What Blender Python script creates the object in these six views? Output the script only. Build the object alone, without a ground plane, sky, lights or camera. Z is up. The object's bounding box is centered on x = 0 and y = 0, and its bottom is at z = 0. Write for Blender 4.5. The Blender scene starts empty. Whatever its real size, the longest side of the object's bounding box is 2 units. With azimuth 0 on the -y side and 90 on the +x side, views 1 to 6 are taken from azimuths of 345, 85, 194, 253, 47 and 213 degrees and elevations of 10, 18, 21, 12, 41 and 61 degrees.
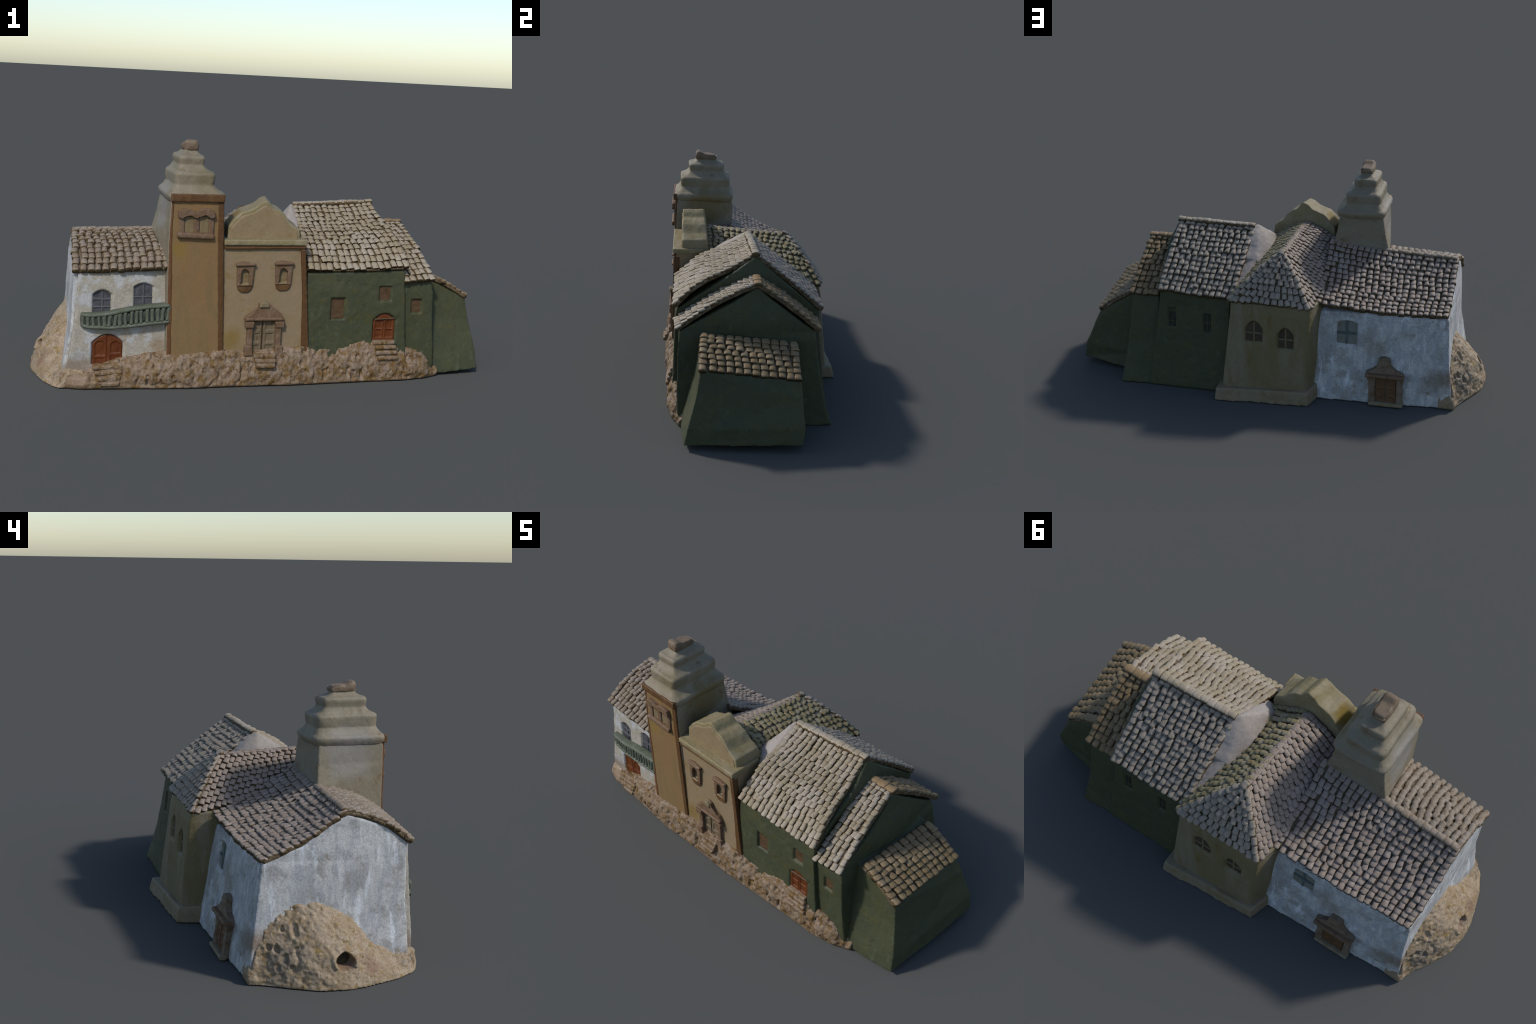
# Painted clay model of a village church: white house, bell tower, gabled church
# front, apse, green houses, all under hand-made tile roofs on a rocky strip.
# Frame: metres, z up, front of the model looks to -y.
import bpy, bmesh, math, random
import numpy as np
from mathutils import Vector, Matrix
from mathutils.bvhtree import BVHTree

R = random.Random(7)
SCN = bpy.context.scene.collection

# ------------------------------------------------------------------ noise
def _hash(ix, iy, iz, seed):
    h = (ix * 374761393 + iy * 668265263 + iz * 2147483647 + seed * 974634777) & 0xFFFFFFFF
    h = ((h ^ (h >> 13)) * 1274126177) & 0xFFFFFFFF
    h = ((h ^ (h >> 16)) * 2246822519) & 0xFFFFFFFF
    return ((h ^ (h >> 15)) & 0xFFFF) / 65535.0

def vnoise(p, scale, seed=0):
    """smooth value noise in -1..1 for an (n,3) array"""
    q = np.asarray(p, float) * scale + 100.0
    i = np.floor(q).astype(np.int64)
    f = q - i
    f = f * f * f * (f * (f * 6 - 15) + 10)
    out = np.zeros(len(q))
    for dx in (0, 1):
        wx = f[:, 0] if dx else 1 - f[:, 0]
        for dy in (0, 1):
            wy = f[:, 1] if dy else 1 - f[:, 1]
            for dz in (0, 1):
                wz = f[:, 2] if dz else 1 - f[:, 2]
                out += wx * wy * wz * _hash(i[:, 0] + dx, i[:, 1] + dy, i[:, 2] + dz, seed)
    return out * 2 - 1

def fbm(p, scale, seed=0, octaves=3):
    a, s, o = 1.0, 0.0, 0.0
    for k in range(octaves):
        o = o + a * vnoise(p, scale * 2.03 ** k, seed + 11 * k)
        s += a
        a *= 0.5
    return o / s

def sstep(a, b, x):
    t = np.clip((x - a) / (b - a), 0, 1)
    return t * t * (3 - 2 * t)

# -------------------------------------------------------------- materials
def nd(nt, kind, **kw):
    n = nt.nodes.new(kind)
    for k, v in kw.items():
        setattr(n, k, v)
    return n

def mixc(nt, fac, a, b, mode='MIX'):
    m = nd(nt, 'ShaderNodeMix', data_type='RGBA', blend_type=mode)
    for sock, v in ((m.inputs[0], fac), (m.inputs[6], a), (m.inputs[7], b)):
        if isinstance(v, bpy.types.NodeSocket):
            nt.links.new(v, sock)
        elif isinstance(v, (int, float)):
            sock.default_value = v
        else:
            sock.default_value = (*v, 1)
    return m.outputs[2]

def ramp(nt, src, lo, hi):
    m = nd(nt, 'ShaderNodeMapRange', interpolation_type='SMOOTHSTEP')
    m.inputs[1].default_value, m.inputs[2].default_value = lo, hi
    nt.links.new(src, m.inputs[0])
    return m.outputs[0]

def mul(nt, a, b, op='MULTIPLY'):
    m = nd(nt, 'ShaderNodeMath', operation=op)
    for s, v in ((m.inputs[0], a), (m.inputs[1], b)):
        if isinstance(v, (int, float)):
            s.default_value = v
        else:
            nt.links.new(v, s)
    return m.outputs[0]

def tex(nt, co, scale, detail=4, rough=0.55, stretch=None, dist=0.0):
    if stretch:
        mp = nd(nt, 'ShaderNodeMapping')
        mp.inputs[3].default_value = stretch
        nt.links.new(co, mp.inputs[0])
        co = mp.outputs[0]
    n = nd(nt, 'ShaderNodeTexNoise')
    n.inputs['Scale'].default_value = scale
    n.inputs['Detail'].default_value = detail
    n.inputs['Roughness'].default_value = rough
    n.inputs['Distortion'].default_value = dist
    nt.links.new(co, n.inputs['Vector'])
    return n.outputs['Fac']

def paint(name, base, layers=(), spots=(), rough=0.62, bump=0.25, bump_scale=90,
          grain=0.10, random_tint=None, k=1.0):
    """hand-brushed paint: base colour, noise layers (colour, scale, lo, hi, amount[, stretch]),
    local spots (centre, radius, colour, amount) broken up by noise, fine grain and bump"""
    kk = k if isinstance(k, tuple) else (k, k, k)
    dim = lambda c: tuple(a * b for a, b in zip(c, kk))
    base = dim(base)
    random_tint = dim(random_tint) if random_tint else None
    layers = [(dim(L[0]),) + tuple(L[1:]) for L in layers]
    spots = [(a, b, dim(c), d) for a, b, c, d in spots]
    m = bpy.data.materials.new(name)
    m.use_nodes = True
    nt = m.node_tree
    bsdf = nt.nodes['Principled BSDF']
    # tiles share meshes, so their grain follows the position; everything else sits on object coordinates
    co = nd(nt, 'ShaderNodeNewGeometry').outputs['Position'] if name in ('tile_pale', 'tile_olive', 'brown_wash') else nd(nt, 'ShaderNodeTexCoord').outputs['Object']
    col = base
    first = nd(nt, 'ShaderNodeRGB')
    first.outputs[0].default_value = (*base, 1)
    col = first.outputs[0]
    if random_tint:
        oi = nd(nt, 'ShaderNodeObjectInfo')
        col = mixc(nt, mul(nt, oi.outputs['Random'], 0.75), col, random_tint)
    for k, L in enumerate(layers):
        c, sc, lo, hi, amt = L[:5]
        f = tex(nt, co, sc, 5, 0.6, L[5] if len(L) > 5 else None, 0.3)
        col = mixc(nt, mul(nt, ramp(nt, f, lo, hi), amt), col, c)
    for (cx, cy, cz), rad, c, amt in spots:
        v = nd(nt, 'ShaderNodeVectorMath', operation='DISTANCE')
        nt.links.new(co, v.inputs[0])
        v.inputs[1].default_value = (cx, cy, cz)
        wob = mul(nt, tex(nt, co, 22, 3), rad * 0.9)
        d = mul(nt, v.outputs['Value'], wob, 'ADD')
        col = mixc(nt, mul(nt, ramp(nt, d, rad * 1.45, rad * 0.75), amt), col, c)
    g = tex(nt, co, 160, 3)
    col = mixc(nt, grain, col, mixc(nt, ramp(nt, g, 0.3, 0.7), (0, 0, 0), (1, 1, 1)), 'OVERLAY')
    nt.links.new(col, bsdf.inputs['Base Color'])
    bsdf.inputs['Roughness'].default_value = rough
    bsdf.inputs['Specular IOR Level'].default_value = 0.3
    if bump:
        b = nd(nt, 'ShaderNodeBump')
        b.inputs['Strength'].default_value = bump
        b.inputs['Distance'].default_value = 0.004
        nt.links.new(tex(nt, co, bump_scale, 4), b.inputs['Height'])
        nt.links.new(b.outputs[0], bsdf.inputs['Normal'])
    return m

UP = (1, 1, 0.22)      # stretches noise along z: brush strokes
WHITE = paint('whitewash', base=(0.405, 0.405, 0.400),
              layers=[((0.21, 0.20, 0.185), 12, 0.46, 0.62, 0.75), ((0.29, 0.30, 0.315), 34, 0.42, 0.62, 0.8, UP),
               ((0.53, 0.545, 0.57), 24, 0.55, 0.68, 0.85, UP), ((0.17, 0.125, 0.07), 16, 0.62, 0.72, 0.65),
               ((0.14, 0.10, 0.06), 60, 0.68, 0.73, 0.7)],
              spots=[((-0.86, -0.34, 0.05), 0.07, (0.19, 0.145, 0.105), 0.9),
                     ((-0.85, 0.24, 0.14), 0.07, (0.17, 0.12, 0.08), 0.9), ((-0.78, 0.26, 0.13), 0.08, (0.15, 0.125, 0.09), 0.7),
                     ((-0.50, 0.26, 0.26), 0.08, (0.20, 0.185, 0.155), 0.7)], grain=0.16)
CREAMWHITE = paint('front_whitewash', base=(0.28, 0.255, 0.21),
              layers=[((0.34, 0.345, 0.35), 16, 0.46, 0.6, 0.85), ((0.20, 0.15, 0.10), 26, 0.58, 0.7, 0.6),
               ((0.40, 0.40, 0.39), 45, 0.6, 0.7, 0.6)],
              spots=[((-0.83, -0.36, 0.06), 0.11, (0.20, 0.155, 0.12), 0.95), ((-0.50, -0.36, 0.17), 0.05, (0.20, 0.14, 0.08), 0.7)], grain=0.14)
GREEN = paint('green_wash', k=(0.82, 0.82, 0.76), base=(0.058, 0.062, 0.030),
              layers=[((0.048, 0.056, 0.032), 10, 0.42, 0.6, 0.9), ((0.075, 0.066, 0.022), 22, 0.54, 0.68, 0.7),
               ((0.080, 0.098, 0.062), 38, 0.56, 0.72, 0.6, (1, 1, 0.5)), ((0.034, 0.038, 0.016), 30, 0.58, 0.7, 0.6)], grain=0.12)
OCHRE = paint('tower_ochre', base=(0.170, 0.108, 0.048),
              layers=[((0.180, 0.106, 0.042), 9, 0.42, 0.62, 0.8, UP), ((0.135, 0.096, 0.044), 22, 0.5, 0.7, 0.7, UP)],
              spots=[((-0.43, -0.39, 0.58), 0.05, (0.18, 0.115, 0.025), 0.7)], bump=0.12, grain=0.06)
FACADE = paint('facade_ochre', base=(0.200, 0.146, 0.080),
              layers=[((0.205, 0.152, 0.092), 8, 0.45, 0.6, 0.8), ((0.165, 0.105, 0.034), 15, 0.56, 0.7, 0.6)],
              spots=[((-0.20, -0.39, 0.20), 0.07, (0.165, 0.105, 0.026), 0.8)], bump=0.12, grain=0.06)
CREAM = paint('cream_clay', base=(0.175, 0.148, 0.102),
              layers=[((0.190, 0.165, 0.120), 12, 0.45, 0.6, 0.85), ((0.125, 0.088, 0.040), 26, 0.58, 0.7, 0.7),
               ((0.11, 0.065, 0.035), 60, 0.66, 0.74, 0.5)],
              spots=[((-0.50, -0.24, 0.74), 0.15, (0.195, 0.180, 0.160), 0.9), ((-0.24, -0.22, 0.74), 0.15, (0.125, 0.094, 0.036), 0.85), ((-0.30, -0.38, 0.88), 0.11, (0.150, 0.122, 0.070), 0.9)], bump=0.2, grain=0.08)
PEDI = paint('pediment_clay', base=(0.190, 0.155, 0.080),
              layers=[((0.215, 0.180, 0.112), 14, 0.45, 0.6, 0.8), ((0.14, 0.095, 0.035), 28, 0.58, 0.7, 0.6)],
              spots=[((-0.20, -0.29, 0.71), 0.07, (0.170, 0.115, 0.018), 0.95)], bump=0.2, grain=0.08)
BROWN = paint('brown_trim', k=(0.27, 0.24, 0.20), base=(0.30, 0.155, 0.06), layers=[((0.38, 0.22, 0.10), 12, 0.45, 0.62, 0.8, UP), ((0.20, 0.10, 0.04), 30, 0.55, 0.7, 0.5)],
              grain=0.08)
RUST = paint('rust_trim', k=(0.29, 0.29, 0.29), base=(0.36, 0.16, 0.06), layers=[((0.30, 0.12, 0.04), 14, 0.45, 0.65, 0.7, UP)])
STONE = paint('stone_frame', k=(0.35, 0.31, 0.27), base=(0.35, 0.235, 0.15), layers=[((0.44, 0.34, 0.26), 24, 0.48, 0.64, 0.8), ((0.24, 0.13, 0.06), 34, 0.55, 0.7, 0.7),
               ((0.30, 0.25, 0.28), 18, 0.6, 0.7, 0.5)])
EARTH = paint('earth', k=(0.90, 0.79, 0.65), base=(0.170, 0.130, 0.092),
              layers=[((0.215, 0.180, 0.155), 24, 0.44, 0.56, 0.9), ((0.135, 0.085, 0.024), 34, 0.50, 0.62, 0.85),
               ((0.075, 0.042, 0.012), 52, 0.56, 0.66, 0.85), ((0.235, 0.205, 0.180), 44, 0.60, 0.70, 0.6)],
              spots=[((-0.83, -0.38, 0.04), 0.06, (0.21, 0.165, 0.13), 0.85)],
              bump=0.6, bump_scale=70, grain=0.18)
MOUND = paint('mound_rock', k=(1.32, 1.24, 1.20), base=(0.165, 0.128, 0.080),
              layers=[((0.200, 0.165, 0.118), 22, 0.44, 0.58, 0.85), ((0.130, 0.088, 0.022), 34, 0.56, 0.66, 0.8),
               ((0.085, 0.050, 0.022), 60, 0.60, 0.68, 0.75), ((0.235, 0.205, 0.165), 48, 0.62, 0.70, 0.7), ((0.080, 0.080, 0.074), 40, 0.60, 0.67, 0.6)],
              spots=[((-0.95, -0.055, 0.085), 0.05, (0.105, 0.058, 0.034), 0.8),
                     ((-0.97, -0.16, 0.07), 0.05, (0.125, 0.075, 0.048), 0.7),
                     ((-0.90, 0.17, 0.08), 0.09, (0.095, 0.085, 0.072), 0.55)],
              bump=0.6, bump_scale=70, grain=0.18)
DARKPLUG = paint('dark_plug_clay', k=0.5, base=(0.06, 0.045, 0.025), layers=[((0.13, 0.09, 0.03), 40, 0.5, 0.7, 0.7)])  # dark colour for the plug, puts shade into the mound's recess
TILE = paint('tile_pale', k=(0.59, 0.56, 0.50), base=(0.44, 0.385, 0.31), layers=[((0.50, 0.45, 0.40), 9, 0.46, 0.6, 0.8), ((0.34, 0.24, 0.13), 60, 0.58, 0.72, 0.65)],
              random_tint=(0.36, 0.30, 0.20), bump=0.3, bump_scale=110, grain=0.12)
TILE_O = paint('tile_olive', k=(0.47, 0.41, 0.34), base=(0.37, 0.305, 0.20), layers=[((0.42, 0.36, 0.25), 11, 0.46, 0.6, 0.8), ((0.24, 0.17, 0.07), 60, 0.58, 0.72, 0.65)],
              random_tint=(0.32, 0.24, 0.12), bump=0.3, bump_scale=110, grain=0.12)
TILE_G = paint('tile_grey', k=(0.56, 0.53, 0.49), base=(0.40, 0.36, 0.31), layers=[((0.46, 0.40, 0.34), 10, 0.46, 0.6, 0.8), ((0.27, 0.20, 0.11), 55, 0.56, 0.7, 0.7)],
              bump=0.3, bump_scale=110, grain=0.12)
TILE_R = paint('tile_brown', k=(0.46, 0.47, 0.47), base=(0.41, 0.31, 0.22), layers=[((0.48, 0.39, 0.31), 14, 0.46, 0.6, 0.8), ((0.25, 0.15, 0.07), 55, 0.54, 0.7, 0.75)],
              bump=0.3, bump_scale=110, grain=0.12)
TILE_P = paint('tile_pinkish', k=(0.53, 0.51, 0.49), base=(0.43, 0.35, 0.29), layers=[((0.48, 0.41, 0.36), 12, 0.46, 0.6, 0.8), ((0.33, 0.24, 0.15), 45, 0.56, 0.72, 0.6)],
              bump=0.3, bump_scale=110, grain=0.12)
WASH = paint('brown_wash', base=(0.082, 0.052, 0.023), layers=[((0.13, 0.10, 0.06), 60, 0.5, 0.68, 0.8), ((0.040, 0.024, 0.010), 40, 0.52, 0.66, 0.7)])
TILE_Y = paint('tile_yellowed', k=0.55, base=(0.345, 0.285, 0.145), layers=[((0.42, 0.36, 0.24), 22, 0.46, 0.6, 0.8), ((0.22, 0.14, 0.03), 50, 0.56, 0.7, 0.7)],
              bump=0.3, bump_scale=110, grain=0.14)
GROUT = paint('strip_brown', k=0.36, base=(0.17, 0.10, 0.045), layers=[((0.28, 0.20, 0.12), 30, 0.5, 0.7, 0.7)])  # dark brown of the strip behind the great door's leaves
SLAB = paint('roof_clay', base=(0.088, 0.060, 0.030),
              layers=[((0.15, 0.115, 0.078), 26, 0.50, 0.64, 0.7), ((0.045, 0.028, 0.011), 50, 0.52, 0.66, 0.8)])
PALE = paint('bare_clay', k=0.54, base=(0.50, 0.435, 0.38), layers=[((0.55, 0.49, 0.45), 10, 0.45, 0.6, 0.8), ((0.40, 0.29, 0.16), 18, 0.58, 0.72, 0.6)], bump=0.2)
APSE = paint('apse_ochre', k=0.42, base=(0.33, 0.265, 0.125), layers=[((0.42, 0.36, 0.25), 9, 0.46, 0.64, 0.8, UP), ((0.27, 0.17, 0.04), 20, 0.54, 0.7, 0.7, UP)], bump=0.2)
PLINTH = paint('plinth_clay', k=(0.44, 0.41, 0.38), base=(0.40, 0.35, 0.24), layers=[((0.33, 0.26, 0.13), 16, 0.5, 0.65, 0.7)], bump=0.2)
REDWOOD = paint('red_wood', k=(0.30, 0.23, 0.15), base=(0.33, 0.115, 0.035), layers=[((0.24, 0.07, 0.02), 22, 0.48, 0.65, 0.8),
              ((0.42, 0.19, 0.08), 50, 0.6, 0.72, 0.6)], rough=0.5)
BROWNWOOD = paint('brown_wood', k=0.5, base=(0.20, 0.095, 0.04), layers=[((0.12, 0.05, 0.02), 22, 0.48, 0.65, 0.8)])
CLAYWOOD = paint('clay_door', k=0.34, base=(0.37, 0.28, 0.17), layers=[((0.24, 0.15, 0.06), 40, 0.5, 0.66, 0.8),
              ((0.42, 0.36, 0.28), 30, 0.58, 0.7, 0.6)])
SLATE = paint('slate_window', k=0.5, base=(0.115, 0.115, 0.135), layers=[((0.05, 0.05, 0.06), 30, 0.48, 0.65, 0.8),
              ((0.24, 0.23, 0.23), 55, 0.6, 0.72, 0.6)])
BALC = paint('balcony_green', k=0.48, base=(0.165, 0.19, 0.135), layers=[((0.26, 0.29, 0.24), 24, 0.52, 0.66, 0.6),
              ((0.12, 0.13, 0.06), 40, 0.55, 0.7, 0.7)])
BALC_D = paint('balcony_dark_green', k=0.5, base=(0.055, 0.065, 0.05), layers=[((0.11, 0.13, 0.10), 30, 0.5, 0.7, 0.6)])  # dark green of the balcony's back panel
OLDPANE = paint('clay_pane', k=(0.22, 0.19, 0.15), base=(0.33, 0.22, 0.13), layers=[((0.20, 0.11, 0.05), 40, 0.5, 0.65, 0.7),
              ((0.42, 0.32, 0.22), 30, 0.56, 0.7, 0.6)])
YPANE = paint('ochre_pane', k=0.38, base=(0.42, 0.31, 0.16), layers=[((0.34, 0.24, 0.11), 40, 0.5, 0.65, 0.7)])
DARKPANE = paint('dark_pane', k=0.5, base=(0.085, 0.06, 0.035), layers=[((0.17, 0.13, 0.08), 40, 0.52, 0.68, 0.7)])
MUNTIN = paint('muntin_clay', k=0.42, base=(0.30, 0.24, 0.13), layers=[((0.20, 0.14, 0.06), 40, 0.5, 0.66, 0.6)])
GREENPANE = paint('green_grey_pane', k=0.5, base=(0.30, 0.31, 0.27), layers=[((0.18, 0.15, 0.08), 45, 0.54, 0.68, 0.8)])
TEAL = paint('teal_muntin', k=0.55, base=(0.12, 0.165, 0.16), layers=[((0.22, 0.27, 0.27), 40, 0.5, 0.66, 0.7)])
BLACKPANE = paint('black_pane', k=0.5, base=(0.035, 0.035, 0.025), layers=[((0.08, 0.085, 0.06), 40, 0.5, 0.68, 0.7)])  # near-black panes of the green house's back windows

# ------------------------------------------------------------ mesh helpers
ROOT = bpy.data.objects.new('village_church_model', None)
SCN.objects.link(ROOT)
ROOT['label'] = 'painted clay model of a village church with tiled roofs'
ROOT['category'] = 'church model'

def add(name, verts, faces, mat, parent=None, smooth=True):
    me = bpy.data.meshes.new(name)
    me.from_pydata([tuple(map(float, v)) for v in verts], [], faces)
    bm = bmesh.new()
    bm.from_mesh(me)
    bmesh.ops.recalc_face_normals(bm, faces=bm.faces)
    bm.to_mesh(me)
    bm.free()
    me.materials.append(mat)
    ob = bpy.data.objects.new(name, me)
    SCN.objects.link(ob)
    ob.parent = parent or ROOT
    if smooth:
        me.polygons.foreach_set('use_smooth', [True] * len(me.polygons))
    return ob

def arrays(me):
    n = len(me.vertices)
    co = np.empty(n * 3)
    me.vertices.foreach_get('co', co)
    no = np.empty(n * 3)
    me.vertex_normals.foreach_get('vector', no)
    return co.reshape(-1, 3), no.reshape(-1, 3)

def put(me, co):
    me.vertices.foreach_set('co', np.ascontiguousarray(co, dtype=np.float32).ravel())
    me.update()

def clay(ob, voxel=0.0045, rounds=6, amp=0.0025, scale=9, fine=0.0006, fine_scale=60,
         carve=(), extra=None):
    """turn a hard closed shape into hand-modelled clay: voxel remesh, soften the edges,
    press the openings in, then push the surface about with noise"""
    r = ob.modifiers.new('remesh', 'REMESH')
    r.mode, r.voxel_size, r.use_smooth_shade = 'VOXEL', voxel, True
    if rounds:
        s = ob.modifiers.new('soften', 'SMOOTH')
        s.factor, s.iterations = 0.5, rounds
    mat = ob.data.materials[0]
    dg = bpy.context.evaluated_depsgraph_get()
    dg.update()
    me = bpy.data.meshes.new_from_object(ob.evaluated_get(dg))
    ob.modifiers.clear()
    old = ob.data
    ob.data = me
    bpy.data.meshes.remove(old)
    me.name = ob.name
    me.materials.clear()
    me.materials.append(mat)
    me.polygons.foreach_set('use_smooth', [True] * len(me.polygons))
    co, no = arrays(me)
    seed = int(abs(co[:, 0].sum() + co[:, 2].sum())) % 97
    d = amp * fbm(co, scale, seed, 3) + fine * fbm(co, fine_scale, seed + 5, 2)
    co2 = co + no * d[:, None]
    for op in carve:
        press(co2, no, **op)
    if extra:
        co2 = extra(co2, no)
    co2[:, 2] = np.maximum(co2[:, 2], 0.0)
    put(me, co2)
    return ob

def press(co, no, x, z, w, h, depth, side=-1, arch=0.0, soft=0.0035, axis=1):
    """press an opening (x,z centre of its foot, width, height, arched top) into a wall that faces side*y"""
    a = co[:, 0] if axis == 1 else co[:, 1]
    u = np.abs(a - x) - w / 2
    zz = co[:, 2] - z
    top = h - arch * (np.clip(np.abs(a - x) / (w / 2), 0, 1) ** 2)
    v = np.maximum(-zz, zz - top)
    d = np.maximum(u, v)
    m = sstep(soft, -soft, d) * (no[:, axis] * side > 0.45)
    co[:, axis] -= side * depth * m

def wall_y(ob, x, z, side):
    """y of the wall surface seen from outside at x,z"""
    bvh = BVHS.get(ob.name)
    if bvh is None:
        me = ob.data
        bvh = BVHTree.FromPolygons([v.co for v in me.vertices], [p.vertices[:] for p in me.polygons])
        BVHS[ob.name] = bvh
    hit = bvh.ray_cast(Vector((x, side * 2, z)), Vector((0, -side, 0)))
    return hit[0].y if hit[0] else 0
BVHS = {}

def body(name, rings, top_l, top_r, mat, **kw):
    """house body: rings of four ground-plan corners (front-left, front-right, back-right, back-left)
    stacked upward, closed by a roof prism whose end profiles run from front eave to back eave"""
    v, f = [], []
    for ring in rings:
        v += ring
    n = len(rings)
    for k in range(n - 1):
        a, b = 4 * k, 4 * k + 4
        for i in range(4):
            j = (i + 1) % 4
            f.append((a + i, a + j, b + j, b + i))
    f.append((3, 2, 1, 0))
    L0 = len(v)
    v += top_l
    R0 = len(v)
    v += top_r
    m = len(top_l)
    t = 4 * (n - 1)
    f.append((t, t + 1, R0, L0))
    f.append((t + 2, t + 3, L0 + m - 1, R0 + m - 1))
    f.append(tuple([t + 3, t] + [L0 + i for i in range(m)]))
    f.append(tuple([t + 2, t + 1] + [R0 + i for i in range(m)]))
    for i in range(m - 1):
        f.append((L0 + i, R0 + i, R0 + i + 1, L0 + i + 1))
    ob = add(name, v, f, mat)
    return clay(ob, **kw)

def ring(z, fl, fr, br, bl):
    return [(*p, z) if len(p) == 2 else p for p in (fl, fr, br, bl)]

def relief(name, outline, y0, y1, mat, parent, voxel=0.003, rounds=3, amp=0.0012, scale=40,
           fine=0.0004, lean=0.0, tip=None, **kw):
    """shape drawn in the x-z plane and given depth from y0 (front) to y1 (back); lean shifts y with height"""
    z0 = min(p[1] for p in outline)
    n = len(outline)
    v = [(x, y0 + lean * (z - z0), z) for x, z in outline]
    if tip:
        v += [tip(x, y1, z) for x, z in outline]
    else:
        v += [(x, y1 + lean * (z - z0), z) for x, z in outline]
    bm = bmesh.new()
    bv = [bm.verts.new(p) for p in v]
    bm.faces.new(bv[:n])
    bm.faces.new(bv[n:][::-1])
    for i in range(n):
        j = (i + 1) % n
        bm.faces.new((bv[i], bv[n + i], bv[n + j], bv[j]))
    bmesh.ops.triangulate(bm, faces=bm.faces, ngon_method='EAR_CLIP')
    bmesh.ops.recalc_face_normals(bm, faces=bm.faces)
    me = bpy.data.meshes.new(name)
    bm.to_mesh(me)
    bm.free()
    me.materials.append(mat)
    ob = bpy.data.objects.new(name, me)
    SCN.objects.link(ob)
    ob.parent = parent
    return clay(ob, voxel, rounds, amp, scale, fine, 120, **kw)

def box2(x0, x1, z0, z1):
    return [(x0, z0), (x1, z0), (x1, z1), (x0, z1)]

def arch2(xc, w, z0, h, rise, n=9):
    pts = [(xc - w / 2, z0), (xc + w / 2, z0)]
    for i in range(n + 1):
        t = 1 - 2 * i / n
        pts.append((xc + t * w / 2, z0 + h - rise * t * t))
    return pts

def hull(name, pts, mat, parent=None, **kw):
    bm = bmesh.new()
    for p in pts:
        bm.verts.new(p)
    bmesh.ops.convex_hull(bm, input=bm.verts)
    bmesh.ops.recalc_face_normals(bm, faces=bm.faces)
    me = bpy.data.meshes.new(name)
    bm.to_mesh(me)
    bm.free()
    me.materials.append(mat)
    ob = bpy.data.objects.new(name, me)
    SCN.objects.link(ob)
    ob.parent = parent or ROOT
    return clay(ob, **kw)

def interp(table, x):
    t = np.array(table, float)
    return np.interp(x, t[:, 0], t[:, 1])

def swell(axis, side, amt, cy, cz, ry, rz):
    """push a wall that faces side*axis outward round a centre (other horizontal coordinate, height)"""
    o = 1 - axis
    def fn(co, no):
        g = np.exp(-((co[:, o] - cy) / ry) ** 2 - ((co[:, 2] - cz) / rz) ** 2)
        co[:, axis] += side * amt * g * sstep(0.25, 0.7, no[:, axis] * side)
        return co
    return fn

# =========================================================== house bodies
white = body('white_house_wall',
    [ring(0.0, (-0.892, -0.330), (-0.40, -0.335), (-0.19, 0.312), (-0.868, 0.278)),
     ring(0.1, (-0.878, -0.330), (-0.40, -0.335), (-0.19, 0.287), (-0.852, 0.268)),
     ring(0.25, (-0.852, -0.328), (-0.40, -0.330), (-0.19, 0.265), (-0.838, 0.248)),
     ring(0.42, (-0.840, -0.325), (-0.40, -0.325), (-0.19, 0.236), (-0.824, 0.226))],
    [(-0.838, -0.325, 0.480), (-0.837, -0.235, 0.546), (-0.836, -0.085, 0.596), (-0.828, 0.073, 0.488), (-0.820, 0.213, 0.434)],
    [(-0.40, -0.325, 0.475), (-0.40, -0.235, 0.530), (-0.26, -0.100, 0.580), (-0.19, 0.073, 0.455), (-0.19, 0.222, 0.425)],
    WHITE, rounds=5, amp=0.004, scale=8, extra=swell(0, -1, 0.016, -0.06, 0.42, 0.22, 0.14),
    carve=[dict(x=-0.363, z=0.268, w=0.098, h=0.115, depth=0.014, side=1, arch=0.012)])

# a separate skin for the front wall, painted warmer than the gable
front_wall = body('white_house_front',
    [ring(0.03, (-0.872, -0.354), (-0.42, -0.362), (-0.42, -0.30), (-0.872, -0.30)),
     ring(0.1, (-0.866, -0.352), (-0.42, -0.360), (-0.42, -0.30), (-0.866, -0.30)),
     ring(0.25, (-0.842, -0.348), (-0.42, -0.356), (-0.42, -0.30), (-0.842, -0.30)),
     ring(0.44, (-0.828, -0.340), (-0.42, -0.350), (-0.42, -0.30), (-0.828, -0.30))],
    [(-0.828, -0.338, 0.472), (-0.828, -0.30, 0.482)], [(-0.42, -0.346, 0.486), (-0.42, -0.30, 0.498)],
    CREAMWHITE, rounds=4, amp=0.0035, scale=12,
    carve=[dict(x=-0.729, z=0.300, w=0.076, h=0.102, depth=0.014, arch=0.018),
           dict(x=-0.563, z=0.320, w=0.078, h=0.110, depth=0.014, arch=0.014),
           dict(x=-0.705, z=0.095, w=0.126, h=0.125, depth=0.014, arch=0.035)])

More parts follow.
